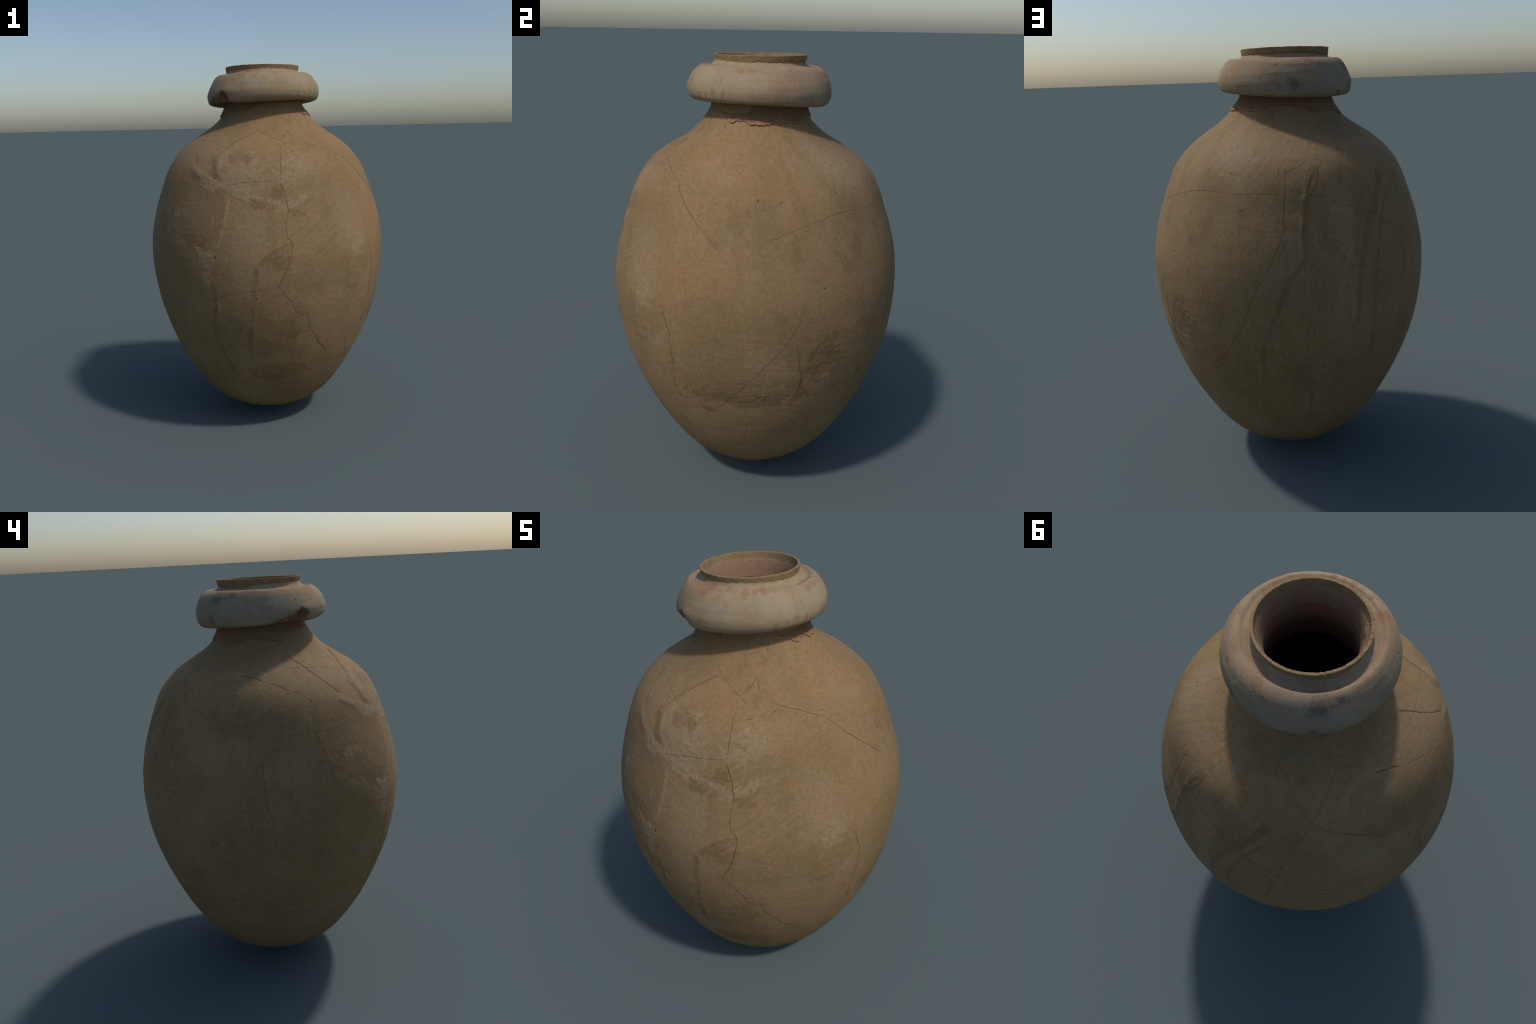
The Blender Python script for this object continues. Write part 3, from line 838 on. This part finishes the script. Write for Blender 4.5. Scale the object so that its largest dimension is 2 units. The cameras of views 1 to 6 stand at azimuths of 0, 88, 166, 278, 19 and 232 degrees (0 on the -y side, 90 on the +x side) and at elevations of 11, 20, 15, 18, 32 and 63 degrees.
def throat_material():
    T = Tree("pink_throat_clay")
    a, b = T.noise(16, 5, .6), T.noise(110, 3, .6)
    rings = T.noise(30, 3, .6, T.stretch(.08, .08, 1))
    col = T.mix(T.smooth(a, .38, .62), (.235, .154, .098), (.235, .138, .085))
    col = T.mix(T.math("MULTIPLY", T.smooth(rings, .52, .7), .35), col, (.22, .16, .14))
    col = T.mix(T.math("MULTIPLY", T.smooth(b, .4, .25), .5), col, (.12, .09, .07))
    col = T.mix(T.math("MULTIPLY", T.spots(60, .22, .08), .6), col, CRACK)
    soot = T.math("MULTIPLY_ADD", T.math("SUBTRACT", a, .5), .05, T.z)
    col = T.mix(T.smooth(soot, 1.89, 1.80, 0, .72), col, (.045, .028, .020))  # wall colour darkens downward to near black
    return T.finish(col, .92, ((b, .0010), (rings, .0010)), .15)


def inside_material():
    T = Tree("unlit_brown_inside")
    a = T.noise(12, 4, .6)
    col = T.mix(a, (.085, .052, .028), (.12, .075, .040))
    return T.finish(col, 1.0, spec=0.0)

# ------------------------------------------------------------------- object
jar = bpy.data.objects.new("clay_jar", None)
bpy.context.scene.collection.objects.link(jar)
jar["label"] = "large weathered clay storage jar with rolled collar and ragged lip"
jar["category"] = "clay jar"

M_BODY = [body_material(i, j) for j in range(len(BANDS) - 1) for i in range(SECTORS)]
M_CRACK, M_FAINT, M_COLLAR = crack_material(False), crack_material(True), collar_material()
M_LIP, M_NECK, M_EDGE = lip_material(), neck_material(False), neck_material(True)
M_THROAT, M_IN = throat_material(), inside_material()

BX, BY, BZ = body_surface()
_sec = (np.arange(BX.shape[1]) * SECTORS // BX.shape[1])[None, :]
_band = np.clip(np.searchsorted(BANDS, (BZ[:-1] + BZ[1:]) / 2) - 1, 0, len(BANDS) - 2)
body = add("body", grid_mesh("body", BX, BY, BZ, slots=_band * SECTORS + _sec), jar, M_BODY)

# how far the finished wall stands off its profile along every crack and at every hole
_t = np.concatenate([CRACK_LINES[n][0] for n in CRACKS] + [np.array([p[0] * DEG for p in PITS])])
_z = np.concatenate([CRACK_LINES[n][1] for n in CRACKS] + [np.array([p[1] for p in PITS])])
_lift = np.split(relief(_t, _z, body_r(_z) * np.cos(_t), body_r(_z) * np.sin(_t)), np.cumsum([len(CRACK_LINES[n][0]) for n in CRACKS]))
CRACK_LIFT, PIT_LIFT = _lift[:-1], _lift[-1]

# dark line of each crack: a tapering thread sunk in its groove
for i, (n, (depth, width, _)) in enumerate(CRACKS.items()):
    tt, zz, q = CRACK_LINES[n]
    R = body_r(zz)
    d = CRACK_LIFT[i]
    dz = 1e-3
    sl = (body_r(zz + dz) - body_r(zz - dz)) / (2 * dz)
    nn = np.hypot(1, sl)
    ends = np.clip(np.minimum(10 * q + .3, 10 * (1 - q) + .3), 0, 1)
    w = 0.00088 * width * ends * (0.8 + 0.6 * fbm(q * len(q) * .12, q * 0 + i, q * 0, 2, 21))
    w = np.maximum(w, .0003)
    lift = d - 0.0002 * depth * ends - .38 * w
    k = 8
    ang = np.arange(k) / k * 2 * math.pi
    P = np.stack([(R + lift / nn) * np.cos(tt), (R + lift / nn) * np.sin(tt), zz - lift * sl / nn], -1)
    N = np.stack([np.cos(tt) / nn, np.sin(tt) / nn, -sl / nn], -1)
    tan = np.gradient(P, axis=0)
    tan /= np.linalg.norm(tan, axis=1, keepdims=True) + 1e-12
    B = np.cross(tan, N)
    ring = P[:, None, :] + w[:, None, None] * (np.cos(ang)[None, :, None] * N[:, None, :] * 1.0 + np.sin(ang)[None, :, None] * B[:, None, :] * 0.8)
    me = grid_mesh("crack", ring[..., 0], ring[..., 1], ring[..., 2])
    faint = depth <= .6 or n.split()[0] in ("left", "back", "foot", "low") or n == "shoulder gouge"
    add("crack", me, body, [M_FAINT if faint else M_CRACK])

# dark plugs in the air holes
def plug_mesh():
    rows, cols = 7, 12
    a = np.linspace(0, math.pi, rows)[:, None]
    t = np.arange(cols)[None, :] / cols * 2 * math.pi
    wob = 1 + .16 * np.sin(2 * t + 1) + .1 * np.sin(3 * t)
    return grid_mesh("pit", np.sin(a) * np.cos(t) * wob, np.sin(a) * np.sin(t) * wob, np.cos(a) + 0 * t)


PLUG = plug_mesh()
for (a, z, r), u in zip(PITS, PIT_LIFT):
    R = float(body_r(z))
    x, y = R * math.cos(a * DEG), R * math.sin(a * DEG)
    sl = float((body_r(z + .004) - body_r(z - .004)) / .008)
    n = Vector((math.cos(a * DEG), math.sin(a * DEG), -sl)).normalized()
    ob = add("pit", PLUG, body, [M_CRACK])
    ob.location = Vector((x, y, z)) + n * (u - 0.00040 * r * .9)
    q = n.to_track_quat("Z", "Y")
    ob.rotation_mode = "QUATERNION"
    ob.rotation_quaternion = q
    s = 0.00085 * r
    ob.scale = (s * random.uniform(.85, 1.25), s * random.uniform(.8, 1.1), s * .35)

# ------------------------------------------------------- rolled collar
CX, CY = -.007, .0085      # the mouth stands a little off the axis
TOP_Z = ((0, 1.956), (90, 1.9505), (180, 1.952), (-90, 1.954))
BOT_Z = ((0, 1.791), (90, 1.768), (180, 1.779), (-90, 1.788))   # of the outer roll
FLOOR_Z = ((0, 1.808), (90, 1.7795), (180, 1.791), (-90, 1.802))  # of the flat underside
ROLL = {  # azimuth: (radius, share of collar height) from the top groove round to the underside
 0: [(.254,1.0),(.274,.93),(.294,.775),(.311,.59),(.317,.43),(.314,.27),(.304,.155),(.285,.07),(.257,.02)],
 90: [(.2475,1.0),(.2715,.955),(.29,.87),(.3045,.73),(.3155,.56),(.3195,.407),(.3155,.253),(.3035,.126),(.2815,.038)],
 180: [(.250,1.0),(.269,.91),(.287,.743),(.303,.556),(.313,.386),(.311,.234),(.304,.117),(.289,.04),(.271,.005)],
 -90: [(.2515,1.0),(.2735,.92),(.2915,.81),(.3065,.675),(.3165,.51),(.3185,.38),(.3135,.247),(.2995,.14),(.2765,.054)],
}


def four(th, vals):
    """smooth blend of values known at 0, 90, 180, -90 degrees"""
    a, b, c, d = (np.asarray(v, float) for v in vals)
    m = (a + b + c + d) / 4
    c1, s1, c2 = (a - c) / 2, (b - d) / 2, (a - b + c - d) / 4
    return m + c1 * np.cos(th) + s1 * np.sin(th) + c2 * np.cos(2 * th)


def collar_mesh(cols=900, rows=150):
    th = np.arange(cols) / cols * 2 * math.pi - math.pi
    zt = four(th, [v for _, v in TOP_Z])
    zb = four(th, [v for _, v in BOT_Z])
    K = len(ROLL[0])
    r_k = [four(th, [ROLL[a][k][0] for a in (0, 90, 180, -90)]) for k in range(K)]
    t_k = [four(th, [ROLL[a][k][1] for a in (0, 90, 180, -90)]) for k in range(K)]
    fl = four(th, [v for _, v in FLOOR_Z])
    h = zt - zb

    def lifted(zz):
        k = .0035
        return fl + k * np.logaddexp(0, (zz - fl) / k)
    ones = np.ones(cols)
    R = [.1968 * ones, .1978 * ones, .1985 * ones, .205 * ones, .219 * ones, .234 * ones] + r_k + [.243 * ones, .215 * ones, .19 * ones]
    Z = [1.982 * ones, 1.981 * ones, 1.972 * ones, zt + .007, zt - .0015, zt - .0068] + [lifted(zb + t * h) for t in t_k] + [fl + .0005, fl + .002, fl + .006]
    R, Z = np.array(R), np.array(Z)
    key = np.arange(len(R))
    par = np.linspace(0, len(R) - 1, rows)
    RR = np.array([cubic(key, R[:, j], par) for j in range(cols)]).T
    ZZ = np.array([cubic(key, Z[:, j], par) for j in range(cols)]).T
    TH = np.repeat(th[None, :], rows, 0)
    # broken-away lower edge: cut back below a sloping line on the left side
    deg = TH / DEG
    cut = np.interp(deg, [-174, -168, -157, -146, -139, -136, -132, -128, -124, -121], [1.74, 1.806, 1.823, 1.841, 1.852, 1.866, 1.858, 1.840, 1.818, 1.74])
    cut = cut + .0045 * fbm(TH * 22, TH * 0, TH * 0, 3, 35)
    outer = RR > .25
    lim = .3125 - np.maximum(0, cut - ZZ) * .65 + .004 * fbm(TH * 18, ZZ * 70, TH * 0, 3, 31)
    lim = np.maximum(lim, .268)
    RR = np.where(outer & (cut > ZZ), np.minimum(RR, lim), RR)
    gap = sstep(-168, -158, deg) * sstep(-120, -132, deg)
    ZZ = ZZ + .007 * gap * np.clip((cut - ZZ) / .045, 0, 1) * (1 + .4 * fbm(TH * 12, TH * 0, TH * 0, 3, 36)) * (RR > .212)
    X, Y = RR * np.cos(TH), RR * np.sin(TH)
    d = .0016 * fbm(X * 9, Y * 9, ZZ * 9, 2, 32) + .0005 * fbm(X * 45, Y * 45, ZZ * 45, 3, 33) + .0004 * vnoise(X * 3, Y * 3, ZZ * 90, 34)
    for a, z, w in ((-137, 1.845, .010), (99, 1.922, .006), (24, 1.905, .005), (-140.6, 1.898, .006), (106, 1.92, .006)):
        dist = np.hypot(wrap(TH - a * DEG) * .315, ZZ - z)
        d = d - np.where(outer, .5 * w * np.clip(1 - dist / w, 0, 1) ** .7, 0)
    ins = (RR > .215) & (np.arange(rows)[:, None] < rows - 8)
    X = X + np.where(ins, d * np.cos(TH), 0) + CX
    Y = Y + np.where(ins, d * np.sin(TH), 0) + CY
    ZZ = ZZ + np.where(ins, d * .4, 0)
    return grid_mesh("collar", X[::-1], Y[::-1], ZZ[::-1])


collar = add("collar", collar_mesh(), jar, [M_COLLAR])

# ------------------------------------------------------- neck with ragged edge
EDGE = [(-156.7,1.714),(-153.3,1.713),(-151,1.733),(-144.5,1.751),(-134,1.758),(-125,1.7615),(-112,1.761),(-104.3,1.770),(-98.5,1.779),
 (-87.3,1.782),(-77.4,1.789),(-69.6,1.780),(-62,1.774),(-51,1.766),(-40.2,1.757),(-33.7,1.747),(-28.2,1.729),(-24.3,1.730),(-21.5,1.740),(-16.6,1.739),
 (-11.3,1.736),(-7.8,1.727),(0,1.726),(11,1.726),(15.5,1.737),(22.2,1.741),(26.7,1.730),(34.9,1.727),(47.5,1.7235),(53.8,1.733),(56.5,1.745),(65.1,1.750),
 (72.9,1.752),(84.7,1.747),(90,1.741),(92.5,1.735),(100.4,1.727),(105.2,1.717),(109.8,1.712),(117.8,1.719),(128.5,1.723),(139.5,1.716),(145.5,1.703),(148,1.695),
 (150.5,1.699),(155,1.707),(163.3,1.722),(170,1.733),(179.2,1.733),(-173.1,1.732),(-169.1,1.727),(-160.6,1.720)]


def neck_mesh(cols=1440, rows=44):
    th = np.arange(cols) / cols * 2 * math.pi - math.pi
    edge = around([e[0] for e in EDGE], [e[1] for e in EDGE], th)
    k = np.zeros(cols)
    edge = edge + .0042 * fbm(np.cos(th) * 20, np.sin(th) * 20, k, 4, 41)
    thick = .0070 + .0028 * around([-180, -125, -90, 40, 80, 180], [1, .6, 0, 0, 1, 1], th) + .0026 * fbm(np.cos(th) * 5, np.sin(th) * 5, k, 2, 42) + .0042 * np.exp(-(wrap(th + 2 * DEG) / (10 * DEG)) ** 2) + .003 * np.exp(-(wrap(th - 148 * DEG) / (9 * DEG)) ** 2)
    t = np.linspace(0, 1, rows)[:, None]
    top = 1.812
    Z = top + (edge[None, :] - top) * np.minimum(t / .93, 1)
    TH = np.repeat(th[None, :], rows, 0)
    wall = np.maximum(body_r(Z) + off_round(TH, Z) + thick[None, :], .2155)
    L = (top - edge)[None, :]
    near = np.clip(1 - (Z - edge[None, :]) / .004, 0, 1)     # rounding over the last few mm
    inner = body_r(Z) + off_round(TH, Z)
    R = wall - (wall - inner) * (1 - np.sqrt(np.clip(1 - near ** 2, 0, 1))) * .75
    under = np.clip((t - .93) / .07, 0, 1)
    R = R * (1 - under) + (inner - .004) * under
    X, Y = R * np.cos(TH), R * np.sin(TH)
    lean = sstep(1.73, 1.785, Z)                               # the neck leans towards the mouth's centre
    d = .0018 * fbm(X * 14, Y * 14, Z * 14, 3, 43) * (1 - under)
    X, Y = X + d * np.cos(TH) + lean * CX, Y + d * np.sin(TH) + lean * CY
    tm = (t[:-1] + t[1:]) / 2
    zm = (Z[:-1] + Z[1:]) / 2
    # red fracture only where the edge hangs low or bulges
    red = around([-180, -150, -140, -125, -105, -60, -40, -35, 50, 60, 80, 100, 180], [.005, .004, .006, .005, .001, .001, .003, .016, .013, .002, .002, .003, .004], th)
    red = red * (1 + .9 * fbm(np.cos(th) * 9, np.sin(th) * 9, k, 3, 44))
    slots = ((zm - edge[None, :]) < red[None, :]).astype(int)
    return grid_mesh("neck", X[::-1], Y[::-1], Z[::-1], slots=slots[::-1])


neck = add("neck", neck_mesh(), jar, [M_NECK, M_EDGE])

# ------------------------------------------------------------- torn mud lip
LX, LY = -.008, .012


def lip_mesh(cols=1600, rows=64):
    th = np.arange(cols) / cols * 2 * math.pi - math.pi
    c, s, k = np.cos(th), np.sin(th), np.zeros(cols)
    top = 1.9975 + .0006 * fbm(c * 6, s * 6, k, 3, 51) + .0022 * np.minimum(0, fbm(c * 30, s * 30, k, 3, 52) * 2.2 + .15) * around([-180, -150, -60, 60, 110, 180], [1.3, 1, .2, .2, 1, 1.3], th)
    drop = around([-150, -120, -90, -60, -35, -20, 0, 40, 80, 120, 150, 165, 180], [.020, .024, .021, .021, .029, .031, .026, .026, .022, .025, .036, .035, .027], th)
    drop = drop + .0042 * fbm(c * 13, s * 13, k, 4, 53) + .0016 * fbm(c * 60, s * 60, k, 2, 54)
    deep = .028 + .006 * fbm(c * 9, s * 9, k, 4, 55) + .006 * around([-180, 0, 60, 90, 130, 180], [0, 0, .6, .8, .6, 0], th)
    # section, outer foot -> outer wall -> top -> inner wall -> inner foot
    key_r = np.array([.1940, .2005, .2022, .2042, .2055, .2042, .1990, .1945, .1930, .1900, .1868, .1900])
    frac = [1.0, 1.0, .80, .35, .08, -.02, -.03, -.01, .10, .55, 1.0, 1.04]
    side = [0] * 7 + [1] * 5
    Zk = np.array([top - f * (deep if sd else drop) for f, sd in zip(frac, side)])
    key = np.arange(len(key_r))
    par = np.linspace(0, len(key_r) - 1, rows)
    RR = np.repeat(cubic(key, key_r, par)[:, None], cols, 1)
    ZZ = np.array([cubic(key, Zk[:, j], par) for j in range(cols)]).T
    TH = np.repeat(th[None, :], rows, 0)
    C, S = np.cos(TH), np.sin(TH)
    f = par[:, None] / (len(key_r) - 1)
    lowout, lowin = sstep(.34, .10, f), sstep(.72, .95, f)
    flute = fbm(C * 42, S * 42, ZZ * 7, 3, 56)
    d = .0010 * flute * (lowout + .1) * (f < .55) + .0007 * fbm(C * 26, S * 26, ZZ * 130, 3, 57)
    d = d - .0012 * flute * lowin
    # torn slots in the lower edge
    rng = np.random.default_rng(5)
    for a in np.concatenate([rng.uniform(-135, 60, 34), rng.uniform(60, 225, 10)]):
        w, dep = rng.uniform(.6, 1.7) * DEG, rng.uniform(.003, .006)
        d = d - dep * np.exp(-(wrap(TH - a * DEG) / w) ** 2) * sstep(.22, .04, f)
    for a in np.concatenate([rng.uniform(60, 140, 12), rng.uniform(-180, 60, 8)]):
        w, dep = rng.uniform(.5, 1.2) * DEG, rng.uniform(.003, .006)
        d = d + dep * np.exp(-(wrap(TH - a * DEG) / w) ** 2) * sstep(.78, .97, f)
    X, Y = (RR + d) * C + LX, (RR + d) * S + LY
    ZZ = np.minimum(ZZ + .0008 * fbm(C * 15, S * 15, ZZ * 0, 4, 58) * sstep(.3, .45, f) * sstep(.75, .6, f), 2.0)
    ZZ[np.unravel_index(ZZ.argmax(), ZZ.shape)] = 2.0
    return grid_mesh("lip", X, Y, ZZ)


lip = add("lip", lip_mesh(), jar, [M_LIP])

# --------------------------------------------------- throat and hollow inside
def throat_mesh(cols=480, rows=150):
    kr = [.1945, .1925, .1880, .1815, .1745, .1700, .1668, .1658, .1672, .1668, .1664, .1668, .1690, .1730, .1820, .2050, .2500, .3000, .352]
    kz = [1.986, 1.982, 1.972, 1.960, 1.940, 1.920, 1.906, 1.900, 1.890, 1.865, 1.832, 1.800, 1.770, 1.745, 1.718, 1.694, 1.668, 1.642, 1.612]
    key = np.arange(len(kr))
    par = np.linspace(0, len(kr) - 1, rows)
    r, z = cubic(key, kr, par), cubic(key, kz, par)
    th = np.arange(cols) / cols * 2 * math.pi - math.pi
    TH, RR = np.meshgrid(th, r)
    ZZ = np.repeat(z[:, None], cols, 1)
    C, S = np.cos(TH), np.sin(TH)
    ripple = .0006 * np.sin(ZZ * 190 + 5 * fbm(C * 2, S * 2, ZZ * 9, 2, 61)) * sstep(1.895, 1.87, ZZ) * sstep(1.70, 1.76, ZZ)
    d = ripple + .002 * fbm(C * 2.5, S * 2.5, ZZ * 12, 3, 62) + .0006 * fbm(C * 14, S * 14, ZZ * 70, 3, 63)
    # a nub of clay pinched inwards under the lip
    d = d - .007 * np.exp(-((wrap(TH + 132 * DEG) / (7 * DEG)) ** 2 + ((ZZ - 1.964) / .014) ** 2))
    d = d * sstep(0, 8, np.arange(rows))[:, None]
    up = sstep(1.90, 1.96, ZZ)
    return grid_mesh("throat", (RR + d) * C + CX + up * (LX - CX), (RR + d) * S + CY + up * (LY - CY), ZZ)


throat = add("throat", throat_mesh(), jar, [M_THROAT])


def inside_mesh(cols=160, rows=110):
    z = np.linspace(.03, 1.62, rows)
    r = np.maximum(body_r(z) - .026, .002)
    th = np.arange(cols) / cols * 2 * math.pi
    TH, RR = np.meshgrid(th, r)
    ZZ = np.repeat(z[:, None], cols, 1)
    return grid_mesh("inside_wall", (RR * np.cos(TH))[::-1], (RR * np.sin(TH))[::-1], ZZ[::-1])


inside = add("inside_wall", inside_mesh(), jar, [M_IN])
